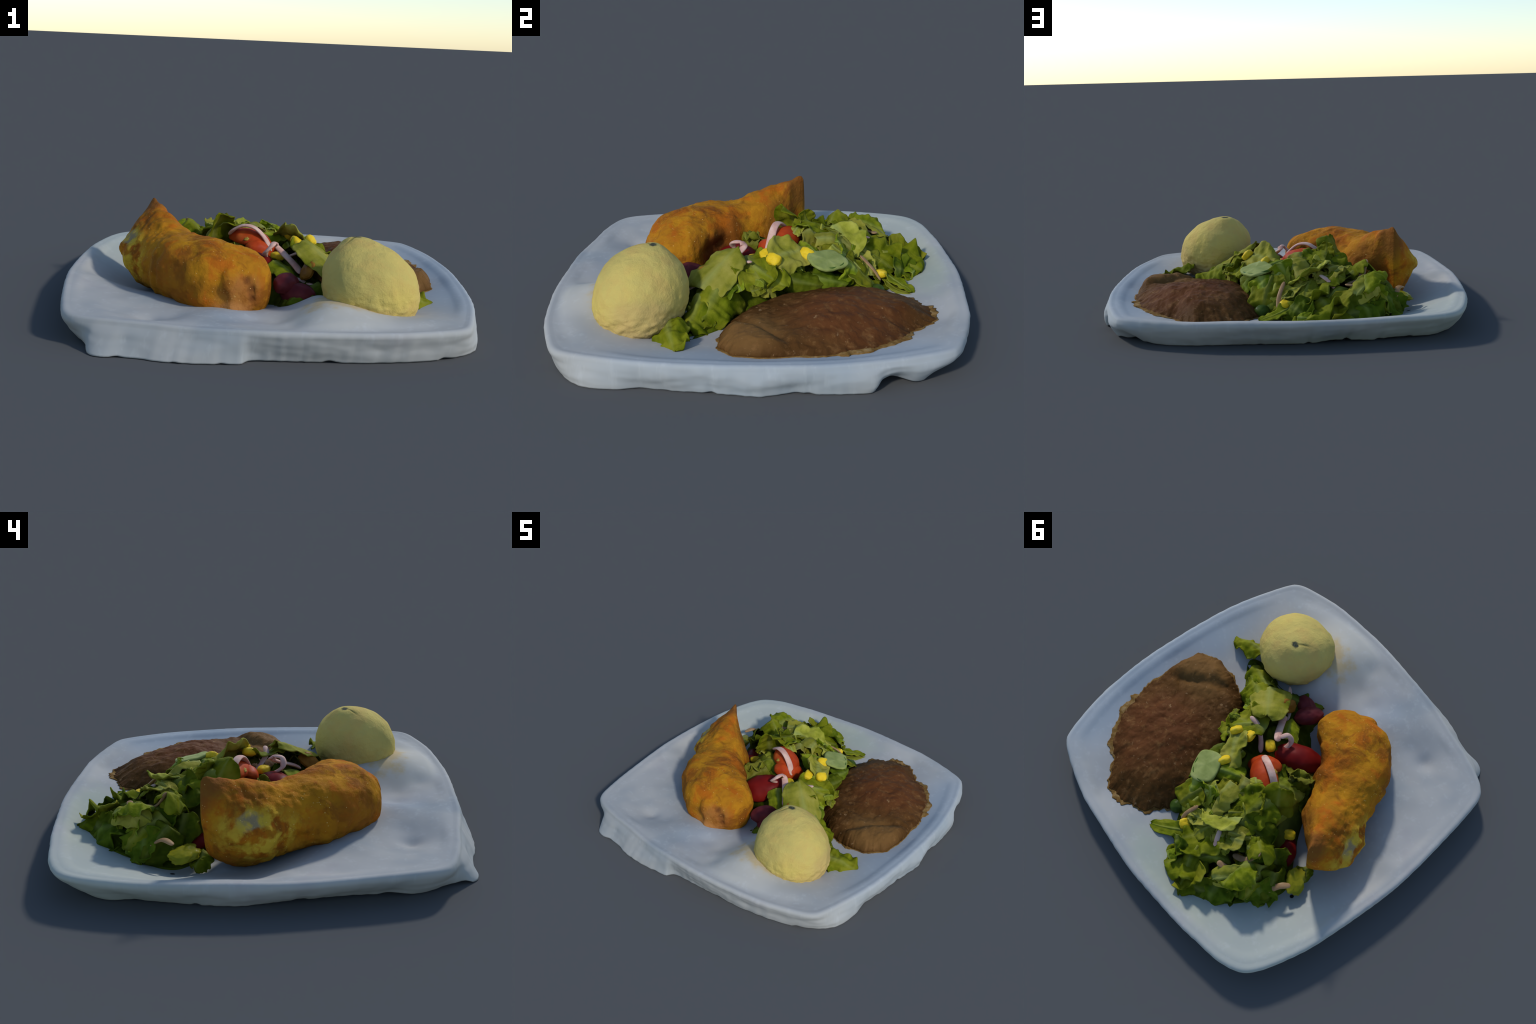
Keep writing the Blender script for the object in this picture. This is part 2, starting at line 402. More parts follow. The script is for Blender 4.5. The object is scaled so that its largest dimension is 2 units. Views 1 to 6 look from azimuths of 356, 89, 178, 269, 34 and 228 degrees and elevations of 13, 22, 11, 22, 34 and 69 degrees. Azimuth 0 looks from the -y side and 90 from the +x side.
def build_plate():
    N = 540
    ang = np.linspace(-math.pi, math.pi, N, endpoint=False)

    def polar(points, extra=False):
        c = catmull(points, np.linspace(0, 1, 3000, endpoint=False), closed=True)
        a = np.arctan2(c[:, 1], c[:, 0])
        o = np.argsort(a)
        a, r = a[o], np.hypot(c[:, 0], c[:, 1])[o]
        res = [np.interp(ang, a, r, period=2 * math.pi)]
        if extra:
            res.append(np.interp(ang, a, c[:, 2][o], period=2 * math.pi))
        return res

    (rim_r,) = polar(RIM)
    hem_r, hem_z = polar(HEM, True)
    u = np.stack([np.cos(ang), np.sin(ang)], 1)
    jag = np.array([noise.noise(Vector((c * 30, s * 30, 3.1))) for c, s in u])
    nick = np.array([max(0.0, noise.noise(Vector((c * 18, s * 18, 8.4))) - 0.18) for c, s in u])
    rim_r = rim_r + 0.0022 * jag
    rim_z = 0.130 + 0.004 * np.array([noise.noise(Vector((c * 3, s * 3, 0.7))) for c, s in u])
    hem_r = hem_r + 0.005 * jag
    hem_z = np.maximum(hem_z + 0.022 * nick, 0.0)
    # the wall under the rim swells outward, most along the meat side
    belly = np.interp(ang, [-math.pi, -2.4, -2.2, -0.8, -0.45, 0.0, 0.55, 0.75, 0.95, 1.6, 2.3, 2.6, math.pi],
                      [0.018, 0.012, 0.0, 0.002, 0.006, 0.010, 0.022, 0.026, 0.016, 0.010, 0.008, 0.014, 0.018])
    rings = []
    T = [0.004] + list(np.linspace(0.03, 0.90, 44)) + list(np.linspace(0.91, 0.965, 10))
    for t in T:
        xy = u * (rim_r * t)[:, None]
        z = floor_surface(xy)
        z = z + np.array([(0.004 + 0.012 * smooth(0.2, -0.7, p[0] + p[1])) * fbm((p[0], p[1], 0), 2.3, 2, 1.0) for p in xy]) * (1 - smooth(0.85, 0.97, t))
        for dx, dy, dr, dd in PLATE_DIMPLES:
            z = z - dd * np.exp(-((xy[:, 0] - dx) ** 2 + (xy[:, 1] - dy) ** 2) / dr ** 2)
        lift = smooth(0.90, 0.965, t)
        z = z * (1 - lift) + lift * rim_z
        rings.append(np.column_stack([xy, np.maximum(z, 0.009)]))
    for t, dz in ((0.976, 0.0025), (0.985, 0.0028), (0.993, -0.0005), (0.998, -0.007), (1.0, -0.016)):
        rings.append(np.column_stack([u * (rim_r * t)[:, None], rim_z + dz]))
    for k in np.linspace(0.06, 1.0, 18):
        r = rim_r * (1 - k) + hem_r * k + belly * math.sin(math.pi * k ** 0.8)
        z = (rim_z - 0.016) * (1 - k) + hem_z * k
        wob = np.array([fbm((c * 2.2, s * 2.2, k * 0.6), 1.6, 3, 4.0) for c, s in u]) * 0.012 * math.sin(math.pi * k)
        rings.append(np.column_stack([u * (r + wob)[:, None], z]))
    rings.append(np.column_stack([u * (hem_r - 0.012)[:, None], hem_z + 0.001]))
    under = np.minimum(hem_r, rim_r) - 0.05
    rings.append(np.column_stack([u * under[:, None], np.maximum(hem_z, 0.002) + 0.004]))
    for t in (0.8, 0.5, 0.2, 0.02):
        rings.append(np.column_stack([u * (under * t)[:, None], np.full(N, 0.003)]))
    me = make_mesh("plate", np.vstack(rings), ring_faces(len(rings), N))
    me.flip_normals()
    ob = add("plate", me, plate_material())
    ob["label"] = "square white ceramic plate with rounded corners and raised rim"
    ob["category"] = "plate"
    return ob


build_plate()


# ------------------------------------------------------------------ fried pastry roll
# centre x, centre y, half width, top z, bottom z, ridge sharpness, ridge shift across
ROLL = [(-0.030, -0.450, 0.030, 0.215, 0.120, 0.0, 0.0), (-0.050, -0.445, 0.085, 0.265, 0.075, 0.0, 0.0),
        (-0.092, -0.432, 0.132, 0.305, 0.055, 0.0, 0.0), (-0.155, -0.412, 0.172, 0.335, 0.050, 0.0, 0.0),
        (-0.262, -0.382, 0.202, 0.360, 0.050, 0.0, 0.0), (-0.358, -0.306, 0.206, 0.368, 0.050, 0.05, 0.0),
        (-0.420, -0.210, 0.199, 0.366, 0.050, 0.08, 0.0), (-0.472, -0.102, 0.180, 0.364, 0.045, 0.14, 0.0),
        (-0.522, 0.000, 0.179, 0.392, 0.030, 0.30, 0.015), (-0.578, 0.088, 0.164, 0.416, 0.020, 0.44, 0.035),
        (-0.606, 0.164, 0.128, 0.437, 0.045, 0.44, 0.050), (-0.608, 0.216, 0.076, 0.452, 0.070, 0.42, 0.03),
        (-0.596, 0.248, 0.032, 0.457, 0.100, 0.2, 0.008), (-0.592, 0.258, 0.010, 0.440, 0.140, 0.0, 0.0)]


def build_roll():
    thing = empty("fried_pastry_roll", (-0.40, -0.15, 0.05), "golden brown deep-fried stuffed pastry roll with pinched end", "fried food")
    O = np.array(thing.location)
    S, K = 200, 160
    C = catmull(ROLL, np.linspace(0, 1, S))
    # frames follow a smoothed heading so sections never cross
    key_dir = [(-0.9, 0.35), (-0.85, 0.45), (-0.85, 0.45), (-0.85, 0.5), (-0.8, 0.6), (-0.7, 0.7), (-0.6, 0.8), (-0.55, 0.83), (-0.5, 0.86), (-0.35, 0.93), (-0.1, 1.0), (0.2, 1.0), (0.5, 0.9), (0.6, 0.8)]
    D = catmull(key_dir, np.linspace(0, 1, S))
    V = []
    dents = [  # position, radius, depth
        (Vector((-0.115, -0.245, 0.205)), 0.050, 0.045), (Vector((-0.185, -0.175, 0.215)), 0.045, 0.035), (Vector((-0.215, -0.505, 0.258)), 0.022, 0.030), (Vector((-0.175, -0.505, 0.256)), 0.022, 0.050),
        (Vector((-0.145, -0.510, 0.232)), 0.022, 0.060), (Vector((-0.128, -0.510, 0.190)), 0.022, 0.070), (Vector((-0.122, -0.505, 0.145)), 0.024, 0.065),
        (Vector((-0.245, -0.560, 0.150)), 0.035, 0.022), (Vector((-0.46, -0.10, 0.36)), 0.07, 0.014),
        (Vector((-0.645, 0.20, 0.30)), 0.05, 0.020), (Vector((-0.40, -0.53, 0.10)), 0.07, 0.020),
        (Vector((-0.64, -0.20, 0.14)), 0.07, 0.022), (Vector((-0.66, -0.19, 0.25)), 0.05, 0.014)]
    bulges = [(Vector((-0.205, -0.535, 0.185)), 0.055, 0.030), (Vector((-0.160, -0.565, 0.095)), 0.045, 0.060), (Vector((-0.215, -0.555, 0.085)), 0.055, 0.040), (Vector((-0.290, -0.555, 0.09)), 0.06, 0.03), (Vector((-0.38, -0.52, 0.10)), 0.09, 0.025), (Vector((-0.055, -0.470, 0.18)), 0.06, 0.012),
              (Vector((-0.74, 0.03, 0.25)), 0.10, 0.020), (Vector((-0.33, -0.52, 0.28)), 0.09, 0.012)]
    for i in range(S):
        cx, cy, hw, zt, zb, sharp, shift = C[i]
        hw = max(hw, 0.006)
        d = D[i] / np.linalg.norm(D[i])
        side = np.array([d[1], -d[0]])
        zm = zb + (zt - zb) * 0.46
        under = 0.03 + 0.52 * smooth(0.60, 0.78, i / S)
        for j in range(K):
            a = 2 * math.pi * j / K
            ca, sa = math.cos(a), math.sin(a)
            e = 2 / 2.35
            x = hw * math.copysign(abs(ca) ** e, ca)
            z = math.copysign(abs(sa) ** e, sa)
            if z > 0:
                x = x * (1 - sharp * z) + shift * z ** 1.5
                zz = zm + z * (zt - zm)
            else:
                x *= 1 - (under * abs(z) if x < 0 else 0.12 * z * z)
                zz = zm + z * (zm - zb)
            V.append(Vector((cx + side[0] * x, cy + side[1] * x, zz)))
    cen = [Vector((C[i][0], C[i][1], (C[i][3] + C[i][4]) / 2)) for i in range(S)]
    out = []
    for n, p in enumerate(V):
        q = cen[n // K]
        nd = (p - q)
        nd = nd.normalized() if nd.length > 1e-5 else Vector((0, 0, 1))
        amp = min(1.0, (p - q).length / 0.08)
        k = 0.013 * fbm(p, 5.5, 4, 1.0) + 0.006 * fbm(p, 12, 3, 2.0) + 0.0012 * fbm(p, 45, 3, 3.0)
        # blistered crust on the outer flank
        fl = math.exp(-((p.x + 0.68) ** 2 + (p.y + 0.10) ** 2) / 0.07)
        k += fl * (0.018 * abs(fbm(p, 11, 3, 6.0)) - 0.006)
        # sagging folds across the crust
        k += 0.006 * math.sin((p.x * 0.6 - p.y * 0.8) * 42 + 5 * fbm(p, 4, 2, 8.0)) * math.exp(-((p.z - 0.2) / 0.12) ** 2)
        for c, r, dep in dents:
            k -= dep * math.exp(-((p - c).length / r) ** 2)
        for c, r, dep in bulges:
            k += dep * math.exp(-((p - c).length / r) ** 2)
        p = p + nd * k * amp
        out.append(p)
    verts = [(p.x - O[0], p.y - O[1], p.z - O[2]) for p in out]
    me = make_mesh("batter_crust", verts, ring_faces(S, K))
    body = add("batter_crust", me, None, thing, O)
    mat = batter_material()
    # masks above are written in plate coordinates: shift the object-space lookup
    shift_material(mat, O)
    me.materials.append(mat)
    # end of the filling that peeps out of the open end
    fm = blob("filling", (0.060, 0.050, 0.075), 40, 28, 0.25, 3.2, 2.0)
    add("filling", fm, filling_material(), thing, matrix=Matrix.Translation((-0.190, -0.512, 0.165)) @ Matrix.Rotation(0.3, 4, "Y"))


def shift_material(mat, offset):
    """Let a part's object-space masks be written in plate coordinates."""
    t = mat.node_tree
    tc = next(n for n in t.nodes if n.bl_idname == "ShaderNodeTexCoord")
    add_node = t.nodes.new("ShaderNodeVectorMath")
    add_node.operation = "ADD"
    add_node.inputs[1].default_value = tuple(offset)
    targets = [l.to_socket for l in list(t.links) if l.from_socket == tc.outputs["Object"]]
    t.links.new(tc.outputs["Object"], add_node.inputs[0])
    for s in targets:
        t.links.new(add_node.outputs[0], s)


build_roll()


# ------------------------------------------------------------------ potato dumpling
# height, centre x, centre y, radius along x, radius along y
DUMPLING = [(0.050, 0.428, -0.556, 0.130, 0.130), (0.085, 0.428, -0.556, 0.176, 0.172), (0.115, 0.427, -0.555, 0.200, 0.194),
            (0.160, 0.424, -0.552, 0.217, 0.211), (0.200, 0.418, -0.548, 0.222, 0.217), (0.250, 0.411, -0.544, 0.216, 0.214),
            (0.300, 0.402, -0.539, 0.198, 0.200), (0.345, 0.391, -0.532, 0.166, 0.174), (0.385, 0.380, -0.522, 0.124, 0.132),
            (0.412, 0.369, -0.508, 0.080, 0.087), (0.429, 0.360, -0.495, 0.038, 0.040), (0.433, 0.357, -0.488, 0.006, 0.006)]


def build_dumpling():
    thing = empty("potato_dumpling", (0.42, -0.55, 0.085), "round pale yellow boiled potato dumpling with dark stem end", "dumpling")
    O = np.array(thing.location)
    S, K = 90, 140
    C = catmull(DUMPLING, np.linspace(0, 1, S))
    verts = []
    for i in range(S):
        z, cx, cy, rx, ry = C[i]
        for j in range(K):
            a = 2 * math.pi * j / K
            ca, sa = math.cos(a), math.sin(a)
            p = Vector((cx + rx * ca, cy + ry * sa, z))
            nd = Vector((ca, sa, (z - 0.2) * 3)).normalized()
            amp = min(1.0, rx / 0.07)
            k = 0.012 * fbm(p, 4.2, 3, 3.0) + 0.0025 * fbm(p, 16, 4, 4.0)
            low = 1 - smooth(0.14, 0.30, z)
            k += low * (0.007 * fbm(p, 30, 4, 5.0) + 0.003 * fbm(p, 70, 2, 5.5))
            # crumbly foot that spreads on the plate at the front
            front = max(0.0, -0.45 * ca - 0.9 * sa)
            k += (1 - smooth(0.08, 0.15, z)) * (0.004 + 0.020 * front) * (0.6 + 0.8 * fbm(p, 14, 3, 9.0))
            # blossom-end pit and the crack that leaves it
            k -= 0.016 * math.exp(-((p.x - 0.355) ** 2 + (p.y + 0.480) ** 2) / 0.0004)
            al, ac = (p.x - 0.328 + p.y + 0.512) * 0.7071, (p.x - 0.328 - p.y - 0.512) * 0.7071
            k -= 0.010 * math.exp(-(ac / 0.007) ** 2) * math.exp(-(al / 0.032) ** 2) * (z > 0.33)
            p = p + nd * k * amp
            verts.append((p.x - O[0], p.y - O[1], p.z - O[2]))
    me = make_mesh("dumpling_body", verts, ring_faces(S, K))
    add("dumpling_body", me, dumpling_material(), thing, O)
    st = blob("stem_end", (0.018, 0.013, 0.007), 20, 12, 0.6, 2.5, 3.0)
    add("stem_end", st, simple_material("dark_stem_end", [(0.35, (0.03, 0.035, 0.025)), (0.65, (0.14, 0.15, 0.10))], 60), thing, (0.354, -0.480, 0.424))


build_dumpling()


# ------------------------------------------------------------------ meat patty with gravy
PATTY = [(0.52, 0.775), (0.60, 0.675), (0.67, 0.655), (0.73, 0.585), (0.79, 0.50), (0.825, 0.42), (0.835, 0.33), (0.85, 0.22),
         (0.838, 0.16), (0.848, 0.08), (0.84, -0.03), (0.815, -0.12), (0.755, -0.165), (0.68, -0.190), (0.57, -0.185), (0.44, -0.145),
         (0.32, -0.06), (0.22, 0.10), (0.16, 0.30), (0.15, 0.48), (0.185, 0.60), (0.25, 0.715), (0.36, 0.775), (0.44, 0.79)]
PATTY_TOP = [(0.76, 0.0, 0.172), (0.66, -0.10, 0.168), (0.60, 0.0, 0.146), (0.54, 0.13, 0.142), (0.52, -0.08, 0.150), (0.42, 0.08, 0.156), (0.44, 0.30, 0.203),
             (0.62, 0.27, 0.178), (0.48, 0.46, 0.190), (0.36, 0.55, 0.176), (0.28, 0.40, 0.160), (0.30, 0.68, 0.150), (0.42, 0.68, 0.156),
             (0.70, 0.45, 0.150), (0.78, 0.22, 0.140), (0.62, 0.58, 0.140), (0.31, 0.20, 0.162), (0.82, 0.0, 0.165), (0.74, -0.14, 0.168), (0.62, -0.17, 0.155)]
PATTY_FOLD = [(0.52, -0.11), (0.60, -0.05), (0.66, 0.01), (0.74, 0.07), (0.80, 0.105), (0.86, 0.12)]


def build_patty():
    thing = empty("meat_patty", (0.50, 0.28, 0.08), "flat brown meat patty coated in glossy brown gravy", "meat")
    O = np.array(thing.location)
    top = Spline2(PATTY_TOP, 5e-3)
    N = 600
    cx, cy = 0.50, 0.28
    out = catmull(PATTY, np.linspace(0, 1, N, endpoint=False), closed=True)
    fold = catmull(PATTY_FOLD, np.linspace(0, 1, 60))
    az = np.degrees(np.arctan2(out[:, 1] - cy, out[:, 0] - cx))
    lobe = np.exp(-((az + 45) / 42) ** 2)
    rag = np.array([fbm((p[0], p[1], 0), 12, 4, 7.0) for p in out])
    rag2 = np.array([fbm((p[0], p[1], 0), 24, 3, 8.0) for p in out])
    rays = out - np.array([cx, cy])
    L = np.linalg.norm(rays, axis=1)
    edge = L * (1 + (0.06 * rag + 0.025 * rag2) * (1 - 0.65 * lobe))
    rings = []
    T = [0.01] + list(np.linspace(0.04, 0.80, 50)) + list(np.linspace(0.815, 1.0, 30))
    for t in T:
        P = np.array([cx, cy]) + rays / L[:, None] * (L * t + (edge - L) * t ** 9)[:, None]
        zt = top(P)
        zf = floor_surface(P)
        # rounded shoulder, steeper where the slab is thick
        gentle = 1 - 0.80 * np.clip((t - 0.60) / 0.40, 0, 1) ** 2.4
        steep = 1 - 0.75 * np.clip((t - 0.72) / 0.28, 0, 1) ** 4.0
        sh = gentle * (1 - lobe) + steep * lobe if t < 1 else np.zeros(N)
        z = zf - 0.006 + (zt - zf + 0.006) * sh
        if t >= 1:
            z = zf - 0.006
        dmin = np.min(np.linalg.norm(P[:, None] - fold[None], axis=2), axis=1)
        z = z - 0.017 * np.exp(-(dmin / 0.026) ** 2) * sh
        z = z + np.array([0.014 * fbm((p[0], p[1], 0.0), 6.5, 3, 2.0) + 0.006 * fbm((p[0], p[1], 0.3), 14, 3, 3.0) + 0.0018 * fbm((p[0], p[1], 0.3), 42, 3, 5.0) for p in P]) * np.minimum(1.0, sh * 1.2)
        rings.append(np.column_stack([P, z]))
    bottom = np.column_stack([np.array([cx, cy]) + rays / L[:, None] * (edge * 0.9)[:, None], floor_surface(np.array([cx, cy]) + rays / L[:, None] * (edge * 0.9)[:, None]) - 0.006])
    rings.append(bottom)
    V = np.vstack(rings) - O
    me = make_mesh("patty_slab", V, ring_faces(len(rings), N))
    me.flip_normals()
    add("patty_slab", me, patty_material(), thing, O)
    # thin gravy film that creeps past the meat
    rings = []
    reach = 1.012 + 0.06 * np.maximum(0, np.array([fbm((p[0], p[1], 0), 9, 3, 12.0) for p in out])) + 0.03 * np.maximum(0, np.array([fbm((p[0], p[1], 0), 17, 3, 13.0) for p in out]))
    for t in (0.85, 0.92, 0.96, 0.985, 1.0):
        P = np.array([cx, cy]) + rays / L[:, None] * (edge * reach * t)[:, None]
        rings.append(np.column_stack([P, floor_surface(P) + 0.009 * (1 - smooth(0.90, 1.0, t)) + 0.004]))
    P = np.array([cx, cy]) + rays / L[:, None] * (edge * reach * 0.99)[:, None]
    rings.append(np.column_stack([P, floor_surface(P) - 0.006]))
    V = np.vstack(rings) - O
    me = make_mesh("gravy", V, ring_faces(len(rings), N, False, False))
    me.flip_normals()
    add("gravy", me, gravy_material(), thing, O)


build_patty()


# ------------------------------------------------------------------ salad
SALAD = empty("mixed_salad", (-0.12, 0.30, 0.04), "mixed green salad with lettuce, tomato, corn and onion", "salad")
GREEN = lettuce_material("green_lettuce", (0.058, 0.085, 0.002), (0.145, 0.175, 0.005), (0.262, 0.265, 0.019))
PALE = lettuce_material("pale_lettuce", (0.146, 0.159, 0.010), (0.249, 0.242, 0.026), (0.361, 0.325, 0.061), 0.7)
DEEP = lettuce_material("deep_green_lettuce", (0.028, 0.046, 0.002), (0.069, 0.101, 0.004), (0.139, 0.166, 0.010), 0.3)
OLIVE = lettuce_material("olive_lettuce", (0.085, 0.099, 0.006), (0.153, 0.165, 0.011), (0.238, 0.239, 0.031), 0.4)


def leaf(points, width, normal, mat=None, ruffle=0.75, cup=None, shape=0.6, seed=[0]):
    """One ruffled leaf piece: spine points, full width, facing direction."""
    seed[0] += 1
    s = seed[0] * 1.37
    if cup is None:
        cup = 0.25 + 0.45 * math.sin(s * 5.3)
    tilt = 0.22 * math.sin(s * 3.7)
    nu, nv = 34, 30
    P = [Vector(p) for p in points]
    base, tip = P[0], P[-1]
    ax = (tip - base).normalized()
    nz = Vector(normal)
    nz = (nz - ax * nz.dot(ax)).normalized()
    ay = nz.cross(ax)
    M = Matrix.Identity(4)
    for r in range(3):
        M[r][0], M[r][1], M[r][2], M[r][3] = ax[r], ay[r], nz[r], base[r]
    inv = M.inverted()
    loc = catmull([tuple(inv @ p) for p in P], np.linspace(0, 1, nu))
    half = width / 2
    size = max((tip - base).length, width)
    top, nor = [], []
    for i in range(nu):
        u = i / (nu - 1)
        # blunt, lobed outline
        w = half * (0.30 + 0.70 * math.sin(math.pi * min(1.0, 0.10 + 0.80 * u ** shape)) ** 0.6)
        if u > 0.82:
            w *= math.sqrt(max(0.0, 1 - ((u - 0.82) / 0.18) ** 2)) * 0.75 + 0.25
        for j in range(nv):
            v = 2 * j / (nv - 1) - 1
            wl = w * (1 + 0.22 * noise.noise(Vector((u * 3.1 + s, math.copysign(1, v) * 2.0, s))) + 0.10 * noise.noise(Vector((u * 9 + s, math.copysign(1, v) * 2.0, s))))
            x = loc[i][0] + 0.07 * size * noise.noise(Vector((v * 2.2, s, u * 1.5))) * u
            y = loc[i][1] + wl * v
            fr = abs(v) ** 1.4
            z = loc[i][2] - cup * half * v * v + tilt * half * v + 0.006 * math.exp(-(v / 0.10) ** 2) * (1 - 0.7 * u)
            z += ruffle * half * 0.30 * max(0.0, abs(v) - 0.62) / 0.38 * math.sin(s * 2 + math.copysign(1.5, v) + u * 6)
            z += ruffle * half * 0.55 * fr * noise.noise(Vector((x / size * 4.2 + s, y / size * 1.4, s * 0.3)))
            z += ruffle * half * 0.28 * (0.3 + fr) * noise.noise(Vector((x / size * 8.5 - s, y / size * 6.5, s)))
            z += ruffle * half * 0.20 * noise.noise(Vector((x / size * 3.0, y / size * 3.0, s + 9)))
            top.append(Vector((x, y, z)))
    faces = []
    for i in range(nu - 1):
        for j in range(nv - 1):
            a = i * nv + j
            faces.append((a, a + nv, a + nv + 1, a + 1))
    n = len(top)
    nor = [Vector((0, 0, 0)) for _ in range(n)]
    for f in faces:
        fn = (top[f[2]] - top[f[0]]).cross(top[f[3]] - top[f[1]])
        for k in f:
            nor[k] += fn
    th = 0.0045
    low = []
    for k in range(n):
        d = nor[k].normalized() if nor[k].length > 1e-12 else Vector((0, 0, 1))
        low.append(top[k] - d * th)
    allf = list(faces) + [tuple(k + n for k in reversed(f)) for f in faces]
    border = [j for j in range(nv)] + [i * nv + nv - 1 for i in range(1, nu)] + [(nu - 1) * nv + j for j in range(nv - 2, -1, -1)] + [i * nv for i in range(nu - 2, 0, -1)]
    for a, b in zip(border, border[1:] + border[:1]):
        allf.append((a, b, b + n, a + n))
    me = make_mesh("lettuce_leaf", [tuple(v) for v in top + low], allf)
    return add("lettuce_leaf", me, mat or GREEN, SALAD, matrix=M)


#LEAVES_START
leaf([(-0.133, 0.635, 0.185), (-0.183, 0.772, 0.145), (-0.262, 0.874, 0.099)], 0.17, (0.1, 0.7, 0.7), GREEN)
leaf([(-0.184, 0.679, 0.165), (-0.243, 0.598, 0.209), (-0.328, 0.568, 0.175)], 0.11, (-0.3, 0.3, 0.9), OLIVE)
leaf([(-0.324, 0.698, 0.179), (-0.415, 0.595, 0.230), (-0.475, 0.504, 0.200)], 0.13, (-0.3, 0.5, 0.8), PALE)
leaf([(-0.430, 0.574, 0.200), (-0.459, 0.600, 0.130), (-0.500, 0.630, 0.060)], 0.11, (-0.6, 0.6, 0.3), GREEN)
leaf([(-0.481, 0.546, 0.170), (-0.536, 0.537, 0.110), (-0.586, 0.544, 0.050)], 0.2, (-0.7, 0.5, 0.5), DEEP)
leaf([(-0.272, 0.806, 0.093), (-0.358, 0.732, 0.117), (-0.445, 0.649, 0.080)], 0.17, (-0.2, 0.8, 0.5), DEEP, ruffle=0.9)
leaf([(-0.433, 0.668, 0.070), (-0.448, 0.724, 0.055), (-0.455, 0.761, 0.035)], 0.09, (-0.4, 0.5, 0.7), GREEN)
leaf([(-0.020, 0.775, 0.100), (-0.077, 0.797, 0.100), (-0.133, 0.815, 0.095)], 0.08, (0.3, 0.7, 0.6), GREEN)
leaf([(-0.039, 0.605, 0.126), (0.013, 0.647, 0.105), (0.049, 0.696, 0.083)], 0.08, (0.3, 0.6, 0.7), GREEN)
leaf([(0.011, 0.613, 0.100), (0.102, 0.670, 0.075), (0.175, 0.751, 0.075)], 0.055, (0.3, 0.5, 0.8), OLIVE)
leaf([(0.077, 0.541, 0.138), (-0.003, 0.534, 0.180), (-0.082, 0.496, 0.217)], 0.09, (0.2, 0.5, 0.8), PALE)
leaf([(0.040, 0.560, 0.151), (0.013, 0.585, 0.129), (-0.025, 0.607, 0.100)], 0.12, (0.5, 0.7, 0.4), DEEP)
leaf([(-0.113, 0.506, 0.232), (-0.067, 0.584, 0.182), (-0.076, 0.639, 0.140)], 0.11, (0.3, 0.5, 0.8), OLIVE)
leaf([(-0.001, 0.284, 0.300), (-0.021, 0.394, 0.294), (-0.053, 0.499, 0.205)], 0.16, (0.4, 0.5, 0.75), PALE)
leaf([(-0.038, 0.213, 0.315), (-0.078, 0.275, 0.315), (-0.070, 0.350, 0.270)], 0.22, (0.1, 0.3, 0.9), PALE, ruffle=1.0)
leaf([(-0.065, 0.178, 0.310), (-0.112, 0.199, 0.330), (-0.146, 0.218, 0.290)], 0.07, (-0.2, 0.3, 0.9), PALE)
leaf([(-0.291, 0.218, 0.200), (-0.263, 0.187, 0.320), (-0.240, 0.131, 0.405)], 0.2, (-0.7, 0.45, 0.45), GREEN, ruffle=0.35, cup=0.3)
leaf([(-0.200, 0.280, 0.260), (-0.215, 0.250, 0.330), (-0.222, 0.240, 0.380)], 0.13, (0.5, 0.6, 0.4), GREEN, ruffle=0.5)
leaf([(-0.228, 0.193, 0.340), (-0.201, 0.307, 0.310), (-0.179, 0.432, 0.272)], 0.25, (-0.3, 0.4, 0.85), GREEN)
leaf([(-0.307, 0.151, 0.230), (-0.310, 0.219, 0.210), (-0.314, 0.281, 0.200)], 0.06, (-0.5, 0.2, 0.8), PALE)
leaf([(-0.206, 0.477, 0.285), (-0.250, 0.447, 0.289), (-0.323, 0.404, 0.259)], 0.08, (-0.2, 0.5, 0.8), PALE)
leaf([(-0.318, 0.449, 0.245), (-0.384, 0.426, 0.275), (-0.401, 0.348, 0.220)], 0.13, (-0.4, 0.3, 0.8), GREEN)
leaf([(-0.202, 0.394, 0.289), (-0.305, 0.360, 0.250), (-0.393, 0.356, 0.200)], 0.24, (-0.6, 0.3, 0.7), DEEP)
leaf([(-0.145, 0.504, 0.233), (-0.193, 0.516, 0.208), (-0.234, 0.511, 0.163)], 0.08, (-0.2, 0.2, 0.9), OLIVE)
leaf([(-0.411, 0.357, 0.210), (-0.463, 0.372, 0.140), (-0.510, 0.398, 0.080)], 0.17, (-0.8, 0.2, 0.5), DEEP)
leaf([(-0.386, 0.500, 0.230), (-0.439, 0.474, 0.190), (-0.495, 0.458, 0.120)], 0.17, (-0.6, 0.4, 0.6), DEEP)
leaf([(-0.578, 0.265, 0.100), (-0.619, 0.278, 0.075), (-0.643, 0.320, 0.050)], 0.09, (-0.5, 0.4, 0.7), GREEN)
leaf([(0.167, 0.424, 0.244), (0.133, 0.463, 0.193), (0.118, 0.513, 0.116)], 0.19, (0.4, 0.6, 0.6), GREEN)
leaf([(0.075, 0.400, 0.299), (0.033, 0.400, 0.289), (0.010, 0.453, 0.206)], 0.11, (0.2, 0.5, 0.8), GREEN)
leaf([(-0.174, 0.029, 0.240), (-0.225, -0.010, 0.210), (-0.283, -0.036, 0.170)], 0.15, (-0.2, 0.3, 0.9), OLIVE)
leaf([(-0.215, 0.072, 0.220), (-0.276, 0.034, 0.180), (-0.327, 0.016, 0.120)], 0.17, (-0.2, 0.3, 0.9), DEEP)
leaf([(0.335, -0.275, 0.200), (0.245, -0.185, 0.275), (0.160, -0.103, 0.338)], 0.23, (0.65, -0.2, 0.72), PALE, ruffle=0.25, cup=0.25, shape=0.6)
leaf([(0.300, -0.170, 0.230), (0.400, -0.230, 0.165), (0.500, -0.260, 0.115)], 0.22, (0.6, -0.2, 0.75), GREEN)
leaf([(0.360, -0.270, 0.190), (0.450, -0.310, 0.130), (0.550, -0.330, 0.100)], 0.2, (0.4, -0.3, 0.85), GREEN)
